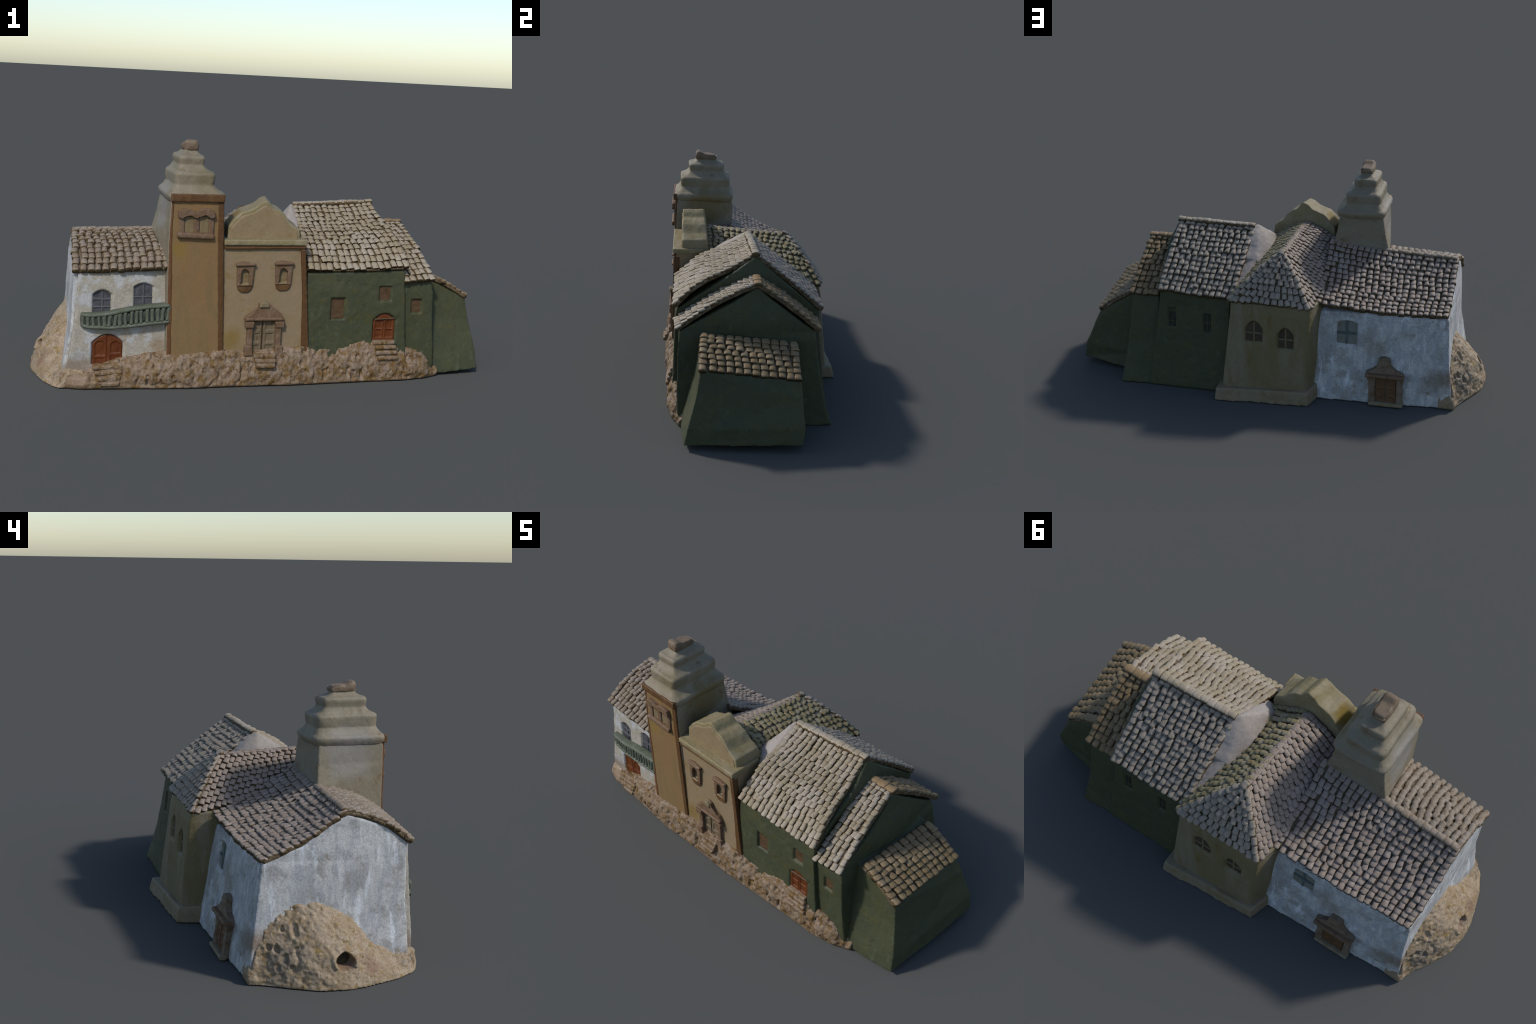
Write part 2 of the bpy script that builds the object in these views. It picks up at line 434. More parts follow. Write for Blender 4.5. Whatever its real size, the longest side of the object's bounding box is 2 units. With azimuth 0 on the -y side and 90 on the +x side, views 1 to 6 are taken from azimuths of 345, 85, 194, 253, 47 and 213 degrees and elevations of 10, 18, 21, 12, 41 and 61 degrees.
tower = body('bell_tower',
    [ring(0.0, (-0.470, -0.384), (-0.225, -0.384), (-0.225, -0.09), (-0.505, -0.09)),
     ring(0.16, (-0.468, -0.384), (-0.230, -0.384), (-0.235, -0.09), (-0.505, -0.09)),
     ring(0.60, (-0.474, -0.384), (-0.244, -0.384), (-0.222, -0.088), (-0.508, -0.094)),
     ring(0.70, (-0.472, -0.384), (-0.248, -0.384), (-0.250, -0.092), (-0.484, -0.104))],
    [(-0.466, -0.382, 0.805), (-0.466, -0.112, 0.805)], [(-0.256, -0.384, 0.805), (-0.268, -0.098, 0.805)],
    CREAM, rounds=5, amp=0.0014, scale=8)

def rect_loft(name, levels, mat, parent=None, seg=72, power=7, **kw):
    """loft of rounded rectangles: (z, x0, x1, y0, y1)"""
    v, f = [], []
    for z, x0, x1, y0, y1 in levels:
        for i in range(seg):
            a = 2 * math.pi * i / seg
            c, s = math.cos(a), math.sin(a)
            r = (abs(c) ** power + abs(s) ** power) ** (-1 / power)
            v.append(((x0 + x1) / 2 + c * r * (x1 - x0) / 2, (y0 + y1) / 2 + s * r * (y1 - y0) / 2, z))
    for k in range(len(levels) - 1):
        for i in range(seg):
            j = (i + 1) % seg
            f.append((k * seg + i, k * seg + j, (k + 1) * seg + j, (k + 1) * seg + i))
    f.append(tuple(range(seg))[::-1])
    f.append(tuple((len(levels) - 1) * seg + i for i in range(seg)))
    return clay(add(name, v, f, mat, parent), **kw)

LEDGES = [  # block: foot z, edge z, then x0, x1, y0, y1
    (0.770, 0.806, -0.483, -0.243, -0.399, -0.088),
    (0.838, 0.886, -0.455, -0.283, -0.368, -0.108),
    (0.915, 0.950, -0.433, -0.319, -0.325, -0.140),
    (0.970, 0.986, -0.404, -0.346, -0.287, -0.183)]
levels = []
for n_, (z0, z1, *r) in enumerate(LEDGES):
    foot = [r[0] + 0.008, r[1] - 0.008, r[2] + 0.010, r[3] - 0.010] if n_ == 0 else [r[0] + 0.003, r[1] - 0.003, r[2] + 0.003, r[3] - 0.003]
    inn = lambda e: [r[0] + e, r[1] - e, r[2] + e, r[3] - e]
    levels += [(z0, *foot), (z0 + (z1 - z0) * 0.45, *inn(0.001)), (z1 - 0.010, *r), (z1 - 0.003, *inn(0.002)), (z1 + 0.002, *inn(0.007))]
    r = inn(0.007)
    if n_ + 1 < len(LEDGES):        # concave cove from this edge up to the next block
        nx_ = LEDGES[n_ + 1]
        for fz, fr in ((0.22, 0.36), (0.42, 0.64), (0.68, 0.88)):
            levels.append((z1 + (nx_[0] - z1) * fz, *[p + (q - p) * fr for p, q in zip(r, nx_[2:])]))
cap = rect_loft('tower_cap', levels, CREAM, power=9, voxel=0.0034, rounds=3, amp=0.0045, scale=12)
rect_loft('finial_block', [(0.972, -0.407, -0.343, -0.289, -0.180), (0.990, -0.407, -0.343, -0.290, -0.180),
    (1.000, -0.405, -0.344, -0.289, -0.182), (1.012, -0.398, -0.350, -0.283, -0.190)],
    paint('finial_brown', k=0.36, base=(0.40, 0.29, 0.19), layers=[((0.30, 0.19, 0.11), 22, 0.45, 0.65, 0.8)]), cap, power=6,
    voxel=0.003, rounds=3, amp=0.0045, scale=22,
    extra=lambda c, n: c - np.stack([0 * c[:, 0], 0 * c[:, 0], (0.005 * np.exp(-((c[:, 1] + 0.245) / 0.016) ** 2) + np.clip((c[:, 1] + 0.27) * 0.22, 0, 1)) * sstep(0.0, 0.5, n[:, 2])], 1))

facade = body('church_facade',
    [ring(0.0, (-0.250, -0.384), (0.152, -0.384), (0.152, -0.05), (-0.250, -0.05)),
     ring(0.16, (-0.250, -0.383), (0.140, -0.383), (0.140, -0.05), (-0.250, -0.05)),
     ring(0.40, (-0.250, -0.380), (0.118, -0.381), (0.120, -0.05), (-0.250, -0.05))],
    [(-0.250, -0.378, 0.603), (-0.250, -0.16, 0.603)], [(0.103, -0.379, 0.603), (0.105, -0.16, 0.603)],
    FACADE, rounds=4, amp=0.002, scale=7,
    carve=[dict(x=-0.151, z=0.436, w=0.040, h=0.068, depth=0.014, arch=0.012),
           dict(x=0.014, z=0.440, w=0.040, h=0.068, depth=0.014, arch=0.012),
           dict(x=-0.056, z=0.120, w=0.105, h=0.160, depth=0.014)])

PED = [(-0.226, 0.600), (-0.222, 0.668), (-0.196, 0.700), (-0.168, 0.728), (-0.142, 0.736), (-0.114, 0.747),
       (-0.086, 0.770), (-0.064, 0.779), (-0.046, 0.766), (-0.030, 0.746), (-0.005, 0.738), (0.018, 0.722),
       (0.034, 0.700), (0.046, 0.685), (0.070, 0.670), (0.086, 0.660), (0.094, 0.600)]
pediment = relief('pediment', PED, -0.350, -0.215, PEDI, ROOT, voxel=0.004, rounds=3, amp=0.004, scale=16,
    tip=lambda x, y, z: (x + 0.012 * (z - 0.6) / 0.18 + 0.006, y - 0.03 * (z - 0.6) / 0.18, z + 0.006 * (z > 0.62)))
face = [((x + 0.064) * 0.93 - 0.064, (z - 0.62) * 0.86 + 0.622) for x, z in PED]
relief('pediment_face', face, -0.353, -0.34, FACADE, pediment, voxel=0.003, rounds=4, amp=0.0015, scale=20)

def bar(name, p0, p1, ry, rz, mat, parent, **kw):
    """rounded moulding running from p0 to p1 (roughly along x)"""
    v, f = [], []
    seg, n = 16, 14
    for i in range(n + 1):
        t = i / n
        c = [p0[k] + (p1[k] - p0[k]) * t for k in range(3)]
        for j in range(seg):
            a = 2 * math.pi * j / seg
            ca, sa = math.cos(a), math.sin(a)
            r = (abs(ca) ** 4 + abs(sa) ** 4) ** -0.25
            v.append((c[0], c[1] + ca * r * ry, c[2] + sa * r * rz))
    for i in range(n):
        for j in range(seg):
            k = (j + 1) % seg
            f.append((i * seg + j, i * seg + k, (i + 1) * seg + k, (i + 1) * seg + j))
    f.append(tuple(range(seg)))
    f.append(tuple(n * seg + j for j in range(seg))[::-1])
    args = dict(voxel=0.003, rounds=2, amp=0.0014, scale=30, fine=0.0004)
    args.update(kw)
    return clay(add(name, v, f, mat, parent), **args)

cornice = relief('cornice', box2(-0.244, 0.110, 0.598, 0.621), -0.394, -0.235, PEDI, ROOT, voxel=0.0035, rounds=2, amp=0.002)
bar('cornice_moulding', (-0.242, -0.383, 0.586), (0.106, -0.383, 0.589), 0.008, 0.006, BROWN, cornice)

green = body('green_house_wall',
    [ring(0.0, (0.13, -0.385), (0.608, -0.380), (0.592, 0.345), (0.19, 0.345)),
     ring(0.15, (0.13, -0.380), (0.596, -0.378), (0.578, 0.320), (0.19, 0.320)),
     ring(0.40, (0.125, -0.374), (0.576, -0.374), (0.542, 0.292), (0.19, 0.288))],
    [(0.125, -0.368, 0.474), (0.142, -0.034, 0.706), (0.185, 0.284, 0.465)],
    [(0.572, -0.368, 0.484), (0.518, -0.017, 0.730), (0.530, 0.288, 0.480)],
    GREEN, rounds=4, amp=0.004, scale=9, fine=0.0013, fine_scale=48, extra=swell(0, 1, 0.034, 0.0, 0.62, 0.26, 0.10),
    carve=[dict(x=0.270, z=0.276, w=0.060, h=0.092, depth=0.017),
           dict(x=0.485, z=0.354, w=0.053, h=0.061, depth=0.016),
           dict(x=0.489, z=0.170, w=0.104, h=0.128, depth=0.013, arch=0.030),
           dict(x=0.477, z=0.300, w=0.036, h=0.092, depth=0.013, side=1),
           dict(x=0.301, z=0.282, w=0.036, h=0.094, depth=0.013, side=1)])

small = body('small_green_house_wall',
    [ring(0.0, (0.56, -0.345), (0.750, -0.345), (0.742, 0.350), (0.56, 0.336)),
     ring(0.08, (0.56, -0.352), (0.742, -0.354), (0.728, 0.322), (0.56, 0.316)),
     ring(0.20, (0.56, -0.355), (0.730, -0.358), (0.712, 0.292), (0.56, 0.290)),
     ring(0.39, (0.56, -0.354), (0.716, -0.356), (0.690, 0.262), (0.55, 0.264))],
    [(0.56, -0.350, 0.425), (0.56, -0.02, 0.632), (0.55, 0.256, 0.432)],
    [(0.704, -0.350, 0.436), (0.668, -0.011, 0.634), (0.676, 0.254, 0.434)],
    GREEN, rounds=4, amp=0.004, scale=9, extra=swell(0, 1, 0.036, -0.02, 0.48, 0.22, 0.12),
    carve=[dict(x=0.643, z=0.293, w=0.046, h=0.060, depth=0.015)])

lean = body('lean_to_wall',
    [ring(0.0, (0.69, -0.345, 0.0), (0.982, -0.322, 0.020), (1.003, 0.192, 0.036), (0.69, 0.240, 0.0)),
     ring(0.0, (0.69, -0.322, 0.09), (0.972, -0.305, 0.10), (0.985, 0.196, 0.11), (0.69, 0.214, 0.09)),
     ring(0.0, (0.69, -0.280, 0.26), (0.942, -0.272, 0.24), (0.936, 0.186, 0.22), (0.69, 0.186, 0.26))],
    [(0.69, -0.252, 0.446), (0.69, 0.168, 0.420)], [(0.922, -0.256, 0.346), (0.902, 0.172, 0.294)],
    GREEN, rounds=4, amp=0.004, scale=8, extra=swell(0, 1, 0.008, -0.05, 0.12, 0.2, 0.12))

apse = body('apse_wall',
    [ring(0.02, (-0.275, 0.18), (0.225, 0.10), (0.210, 0.388), (-0.184, 0.376)),
     ring(0.20, (-0.265, 0.18), (0.205, 0.10), (0.194, 0.368), (-0.194, 0.362)),
     ring(0.42, (-0.255, 0.18), (0.180, 0.10), (0.172, 0.344), (-0.208, 0.344))],
    [(-0.250, 0.18, 0.48), (-0.210, 0.332, 0.462)], [(0.18, 0.10, 0.50), (0.172, 0.330, 0.474)],
    APSE, rounds=5, amp=0.003, scale=9,
    carve=[dict(x=0.056, z=0.286, w=0.084, h=0.102, depth=0.013, side=1, arch=0.040),
           dict(x=-0.094, z=0.262, w=0.078, h=0.104, depth=0.016, side=1, arch=0.036)])
clay(add('plinth', *(lambda c: (c, [(0, 1, 2, 3), (7, 6, 5, 4), (0, 4, 5, 1), (1, 5, 6, 2), (2, 6, 7, 3), (3, 7, 4, 0)]))(
    [(-0.270, 0.20, 0.0), (-0.207, 0.398, 0.0), (0.236, 0.430, 0.0), (0.240, 0.15, 0.0),
     (-0.258, 0.20, 0.080), (-0.206, 0.388, 0.066), (0.232, 0.416, 0.058), (0.236, 0.15, 0.065)]), PLINTH),
    rounds=5, amp=0.004, scale=12)
hull('nave_body', [(-0.065, -0.24, 0.670), (-0.043, 0.155, 0.650), (-0.19, 0.300, 0.445), (0.160, 0.312, 0.462),
    (-0.20, -0.10, 0.540), (-0.18, -0.24, 0.600), (0.13, -0.24, 0.56), (-0.19, -0.2, 0.3), (0.15, -0.2, 0.3), (-0.19, 0.3, 0.3), (0.15, 0.3, 0.3)],
    PALE, voxel=0.006)
hull('bare_gable', [(0.132, -0.045, 0.730), (0.16, -0.02, 0.726), (0.135, -0.235, 0.600), (0.17, 0.115, 0.615), (0.17, 0.12, 0.54),
    (0.060, -0.02, 0.622), (0.062, -0.20, 0.615), (0.095, 0.110, 0.588), (0.165, -0.24, 0.54), (0.05, -0.23, 0.56), (0.08, 0.12, 0.54)],
    PALE, voxel=0.006, rounds=14, amp=0.006, scale=14)
hull('valley_fill', [(0.10, 0.08, 0.615), (0.19, 0.10, 0.600), (0.17, 0.28, 0.490), (0.20, 0.27, 0.490), (0.10, 0.08, 0.5), (0.20, 0.27, 0.44), (0.12, 0.27, 0.44), (0.20, 0.1, 0.5)],
    PALE, rounds=5, amp=0.004, scale=14)

# ================================================================== roofs
class Patch:
    """roof slope: ridge left/right, eave left/right, belly = height added half-way down, sag = dip of the middle"""
    def __init__(s, rl, rr, el, er, belly=0.0, sag=0.0, kick=0.0):
        s.p = [np.array(q, float) for q in (rl, rr, el, er)]
        s.belly, s.sag, s.kick = belly, sag, kick
    def at(s, u, t):
        rl, rr, el, er = s.p
        p = (rl * (1 - u) + rr * u) * (1 - t) + (el * (1 - u) + er * u) * t
        p = p.copy()
        p[2] += s.belly * 4 * t * (1 - t) - s.sag * 4 * u * (1 - u) - s.kick * math.sin(2 * math.pi * t)
        return p
    def frame(s, u, t):
        h = 0.01
        a = s.at(min(u + h, 1), t) - s.at(max(u - h, 0), t)
        b = s.at(u, min(t + h, 1)) - s.at(u, max(t - h, 0))
        n = np.cross(a, b)
        n /= np.linalg.norm(n)
        if n[2] < 0:
            n = -n
        b /= np.linalg.norm(b)
        a = np.cross(b, n)
        return a, b, n

def tile_mesh(name, mat, seed):
    """one barrel tile: arched shell, narrower at the head, thick rounded lip at the tail; unit size"""
    rr = random.Random(seed)
    nx = 8
    stations = [0.0, 0.30, 0.60, 0.82, 0.94, 1.0]      # along the tile, denser at the rounded tail
    shrink = [(1.0, 1.0), (1.0, 1.0), (1.0, 1.0), (0.98, 0.98), (0.90, 0.88), (0.76, 0.66)]
    ny = len(stations) - 1
    v, f = [], []
    wob = [rr.uniform(-0.07, 0.07) for _ in range(8)]
    for j, t in enumerate(stations):
        kw_, kh_ = shrink[j]
        wid = (0.40 + 0.08 * t + wob[j % 8] * 0.5) * kw_
        hgt = (0.74 + 0.26 * t + wob[(j + 3) % 8]) * kh_
        for i in range(nx + 1):
            a = math.pi * i / nx
            c = math.cos(a)
            v.append((-wid * math.copysign(abs(c) ** 0.95, c) + wob[j % 5] * 0.25, t + 0.08 * t * math.sin(a) - 0.04 * t, math.sin(a) ** 0.9 * hgt + 0.02))
    row = nx + 1
    base = len(v)
    for j, t in enumerate(stations):
        for i in (0, nx):
            x = v[j * row + i][0]
            v.append((x, t, -0.9))
    for j in range(ny):
        for i in range(nx):
            f.append((j * row + i, j * row + i + 1, (j + 1) * row + i + 1, (j + 1) * row + i))
        f.append((base + 2 * j, j * row, (j + 1) * row, base + 2 * j + 2))
        f.append((j * row + nx, base + 2 * j + 1, base + 2 * j + 3, (j + 1) * row + nx))
        f.append((base + 2 * j + 1, base + 2 * j, base + 2 * j + 2, base + 2 * j + 3))
    f.append(tuple([base, base + 1] + [nx - i for i in range(nx + 1)]))
    e = ny * row
    f.append(tuple([base + 2 * ny + 1, base + 2 * ny] + [e + i for i in range(nx + 1)]))
    me = bpy.data.meshes.new(name)
    me.from_pydata(v, [], f)
    bm = bmesh.new()
    bm.from_mesh(me)
    bmesh.ops.recalc_face_normals(bm, faces=bm.faces)
    bm.to_mesh(me)
    bm.free()
    me.materials.append(mat)
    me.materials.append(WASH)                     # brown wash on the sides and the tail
    me.polygons.foreach_set('use_smooth', [True] * len(me.polygons))
    for p in me.polygons:
        zs = [v[i][2] for i in p.vertices]
        if min(zs) < -0.5 or (min(zs) < 0.03 and rr.random() < 0.7):
            p.material_index = 1
    return me

VARIANTS = {}
def variants(mat):
    if mat.name not in VARIANTS:
        VARIANTS[mat.name] = [tile_mesh('roof_tile', mat, 40 + k) for k in range(7)]
    return VARIANTS[mat.name]

NAMED = [0]
def roof(patch, mat, colw, rowh, height=0.0105, named=False, thick=0.014, slab=None, u0=0.0, u1=1.0,
         jitter=1.0, t_end=1.0, skip=None, seed=1):
    rr = random.Random(seed * 31 + 5)
    # --- slab
    nu, nt_ = 24, 18
    top, bot = [], []
    for j in range(nt_ + 1):
        for i in range(nu + 1):
            u, t = u0 + (u1 - u0) * i / nu, j / nt_
            p = patch.at(u, t)
            n = patch.frame(u, t)[2]
            top.append(p - n * (height * 1.0))
            bot.append(p - n * (height + thick))
    v = top + bot
    o = len(top)
    w = nu + 1
    f = []
    for j in range(nt_):
        for i in range(nu):
            a, b, c, d = j * w + i, j * w + i + 1, (j + 1) * w + i + 1, (j + 1) * w + i
            f += [(a, b, c, d), (o + d, o + c, o + b, o + a)]
    for j in range(nt_):
        a, d = j * w, (j + 1) * w
        f.append((a, d, o + d, o + a))
        a, d = j * w + nu, (j + 1) * w + nu
        f.append((d, a, o + a, o + d))
    for i in range(nu):
        f.append((i + 1, i, o + i, o + i + 1))
        a, b = nt_ * w + i, nt_ * w + i + 1
        f.append((a, b, o + b, o + a))
    ob = add('roof', v, f, slab or SLAB)
    clay(ob, voxel=0.005, rounds=3, amp=0.0022, scale=22)
    # --- tiles
    length = np.linalg.norm(patch.at(0.5, 1) - patch.at(0.5, 0))
    rows = max(2, int(round(length / rowh)))
    vs = variants(mat)
    mats = []
    for j in range(rows):
        t = (j + 0.02) / rows * t_end
        tm = min(t + 0.5 / rows, 0.999)
        wid = np.linalg.norm(patch.at(u1, tm) - patch.at(u0, tm))
        cols = max(1, int(round(wid / colw)))
        shift = rr.uniform(-0.14, 0.14) + 0.10 * math.sin(seed * 2.1 + j * 0.55)
        for i in range(cols):
            u = u0 + (u1 - u0) * (i + 0.5 + shift * (0 < i < cols - 1) + rr.uniform(-0.09, 0.09) * jitter) / cols
            u = min(max(u, u0), u1)
            tt = min(max(t + rr.uniform(-0.10, 0.10) * jitter / rows, 0), 1)
            p = patch.at(u, tt)
            if skip and skip(p):
                continue
            a, b, n = patch.frame(u, tm)
            ang = rr.uniform(-0.15, 0.15) * jitter
            a2 = a * math.cos(ang) + b * math.sin(ang)
            b2 = np.cross(n, a2)
            if b2 @ b < 0:
                b2 = -b2
            tilt = 0.20 + rr.uniform(-0.05, 0.08)
            b3 = b2 * math.cos(tilt) + n * math.sin(tilt) * 0.9
            n3 = np.cross(a2, b3)
            if n3 @ n < 0:
                n3 = -n3
            cw, rl = wid / cols, length / rows * t_end
            sw = cw * rr.uniform(0.96, 1.13)
            sl = rl * rr.uniform(1.10, 1.25)
            sh = height * rr.uniform(0.80, 1.20)
            q = p - n * height * 1.12
            M = Matrix(((a2[0] * sw, b3[0] * sl, n3[0] * sh, q[0]), (a2[1] * sw, b3[1] * sl, n3[1] * sh, q[1]),
                        (a2[2] * sw, b3[2] * sl, n3[2] * sh, q[2]), (0, 0, 0, 1)))
            mats.append((M, rr.randrange(len(vs))))
    stuff = []
    for M, k in mats:
        if named and NAMED[0] < 300:
            t = bpy.data.objects.new('roof_tile', vs[k])
            SCN.objects.link(t)
            t.parent = ob
            t.matrix_world = M
            NAMED[0] += 1
        else:
            stuff.append((M, vs[k]))
    if stuff:
        join('roof_tiles', stuff, mat, ob)
    return ob

def join(name, items, mat, parent):
    v, f, idx = [], [], []
    for M, me in items:
        co = np.array([q.co for q in me.vertices])
        m = np.array(M)
        o = len(v)
        v += list(co @ m[:3, :3].T + m[:3, 3])
        f += [tuple(o + i for i in p.vertices) for p in me.polygons]
        idx += [p.material_index for p in me.polygons]
    ob = add(name, v, f, mat, parent)
    ob.data.materials.append(WASH)
    ob.data.polygons.foreach_set('material_index', idx)
    ob['kind'] = 'stuff'
    return ob

def ridge(a, b, n, mat, parent, wid=0.034, hgt=0.012, seed=3):
    rr = random.Random(seed)
    a, b = np.array(a, float), np.array(b, float)
    d = (b - a) / n
    L = np.linalg.norm(d)
    dx = d / L
    side = np.cross(dx, [0, 0, 1.0])
    side /= np.linalg.norm(side)
    up = np.cross(side, dx)
    items = []
    vs = variants(mat)
    for i in range(n):
        p = a + d * (i + rr.uniform(-0.08, 0.08)) + np.array([0, 0, -0.010])
        w, h, l = wid * rr.uniform(0.9, 1.15), hgt * rr.uniform(0.85, 1.2), L * rr.uniform(1.05, 1.2)
        M = Matrix(((side[0] * w, dx[0] * l, up[0] * h, p[0]), (side[1] * w, dx[1] * l, up[1] * h, p[1]),
                    (side[2] * w, dx[2] * l, up[2] * h, p[2]), (0, 0, 0, 1)))
        items.append((M, vs[rr.randrange(len(vs))]))
    return join('ridge_tiles', items, mat, parent)

# green house: the largest and clearest tiles are single objects
gf = roof(Patch((0.138, -0.034, 0.730), (0.524, -0.017, 0.749), (0.124, -0.384, 0.496), (0.584, -0.388, 0.508), 0.022, 0.006, 0.012),
          TILE, 0.0280, 0.0300, named=True, seed=1)
lt = roof(Patch((0.742, -0.260, 0.448), (0.742, 0.176, 0.412), (0.931, -0.266, 0.358), (0.910, 0.180, 0.306), 0.008),
          TILE_O, 0.0385, 0.0310, height=0.012, named=True, seed=2, jitter=0.6)
gb = roof(Patch((0.138, -0.030, 0.730), (0.524, -0.013, 0.749), (0.170, 0.302, 0.478), (0.540, 0.306, 0.498), 0.006, 0.004),
          TILE_G, 0.0295, 0.0300, height=0.012, seed=3)
ridge((0.145, -0.032, 0.735), (0.522, -0.015, 0.751), 12, TILE, gf, wid=0.040, hgt=0.011, seed=4)
sf = roof(Patch((0.550, -0.015, 0.655), (0.676, -0.012, 0.655), (0.572, -0.380, 0.442), (0.716, -0.368, 0.454), 0.022),
          TILE, 0.0275, 0.0300, height=0.010, seed=5)
sb = roof(Patch((0.550, -0.010, 0.655), (0.680, -0.008, 0.658), (0.545, 0.278, 0.450), (0.700, 0.278, 0.454), 0.010),
          TILE_O, 0.030, 0.0310, height=0.010, seed=6)
ridge((0.555, -0.012, 0.660), (0.678, -0.010, 0.662), 3, paint('ridge_clay', base=(0.20, 0.135, 0.070), layers=[((0.14, 0.08, 0.03), 40, 0.5, 0.66, 0.7)]), sf, wid=0.046, hgt=0.010, seed=7)
# white house
wf = roof(Patch((-0.840, -0.085, 0.616), (-0.470, -0.105, 0.626), (-0.852, -0.352, 0.488), (-0.462, -0.384, 0.508), 0.026, 0.002),
          TILE_R, 0.0300, 0.0290, height=0.0125, seed=8)
wb = roof(Patch((-0.840, -0.080, 0.616), (-0.215, -0.100, 0.664), (-0.826, 0.224, 0.450), (-0.215, 0.242, 0.474), -0.018, 0.015),
          TILE_P, 0.0290, 0.0275, height=0.0115, seed=9)
ridge((-0.834, -0.083, 0.617), (-0.49, -0.103, 0.628), 11, TILE_R, wf, wid=0.038, seed=10)
# nave and apse
nl = roof(Patch((-0.064, -0.235, 0.700), (-0.043, 0.172, 0.680), (-0.262, -0.200, 0.605), (-0.215, 0.325, 0.460), 0.008),
          TILE_P, 0.0270, 0.0280, height=0.007, seed=11, jitter=0.6)
nr = roof(Patch((-0.062, -0.235, 0.700), (-0.041, 0.172, 0.680), (0.140, -0.220, 0.580), (0.192, 0.345, 0.478), 0.012),
          TILE_Y, 0.0290, 0.0290, height=0.010, seed=12)
hb = roof(Patch((-0.050, 0.165, 0.682), (-0.036, 0.165, 0.682), (-0.215, 0.342, 0.460), (0.192, 0.352, 0.478), 0.018, -0.010),
          TILE_G, 0.0290, 0.0270, height=0.012, seed=13)
ridge((-0.063, -0.225, 0.698), (-0.042, 0.168, 0.680), 12, TILE_P, nl, wid=0.034, hgt=0.008, seed=14)

# ============================================================ tower details
FY = -0.386
relief('tower_front_panel', [(-0.466, 0.10), (-0.232, 0.10), (-0.236, 0.25), (-0.252, 0.66), (-0.258, 0.80), (-0.464, 0.80), (-0.470, 0.60)],
       FY - 0.0030, FY + 0.03, OCHRE, tower, voxel=0.004, rounds=3, amp=0.0014, scale=8)
def strip(name, pts_l, pts_r, y, mat, parent, **kw):
    return relief(name, pts_l + pts_r[::-1], y - 0.005, y + 0.01, mat, parent, **kw)
strip('corner_trim', [(-0.466, 0.12), (-0.470, 0.45), (-0.471, 0.60), (-0.465, 0.79)],
      [(-0.448, 0.12), (-0.455, 0.45), (-0.460, 0.60), (-0.458, 0.81)], FY, RUST, tower)
strip('corner_trim', [(-0.252, 0.14), (-0.266, 0.45), (-0.273, 0.60), (-0.277, 0.79)],
      [(-0.229, 0.14), (-0.241, 0.45), (-0.247, 0.60), (-0.253, 0.79)], FY, BROWN, tower)
relief('tower_band', box2(-0.471, -0.251, 0.774, 0.806), FY - 0.0150, FY + 0.01, BROWN, tower, rounds=3, lean=0.0)
# tower window: two-bump lintel, three posts, sill
WY = FY - 0.002
hood = [(-0.442, 0.712), (-0.440, 0.738), (-0.420, 0.748), (-0.395, 0.744), (-0.368, 0.736), (-0.345, 0.747), (-0.320, 0.750),
        (-0.296, 0.742), (-0.290, 0.716), (-0.305, 0.708), (-0.330, 0.722), (-0.350, 0.714), (-0.368, 0.708), (-0.388, 0.718), (-0.410, 0.716), (-0.425, 0.706)]
tw = relief('window_frame', hood, WY - 0.020, WY + 0.01, STONE, tower, rounds=3, amp=0.002)
for x, w in ((-0.424, 0.020), (-0.364, 0.024), (-0.303, 0.022)):
    relief('window_post', box2(x - w / 2, x + w / 2, 0.640, 0.722), WY - 0.009, WY + 0.01, STONE, tw, rounds=3)
bar('window_sill', (-0.442, WY - 0.006, 0.640), (-0.293, WY - 0.006, 0.634), 0.014, 0.012, STONE, tw)
for x in (-0.394, -0.334):
    relief('window_pane', box2(x - 0.022, x + 0.022, 0.645, 0.715), WY - 0.004, WY + 0.01, YPANE, tw, rounds=2)

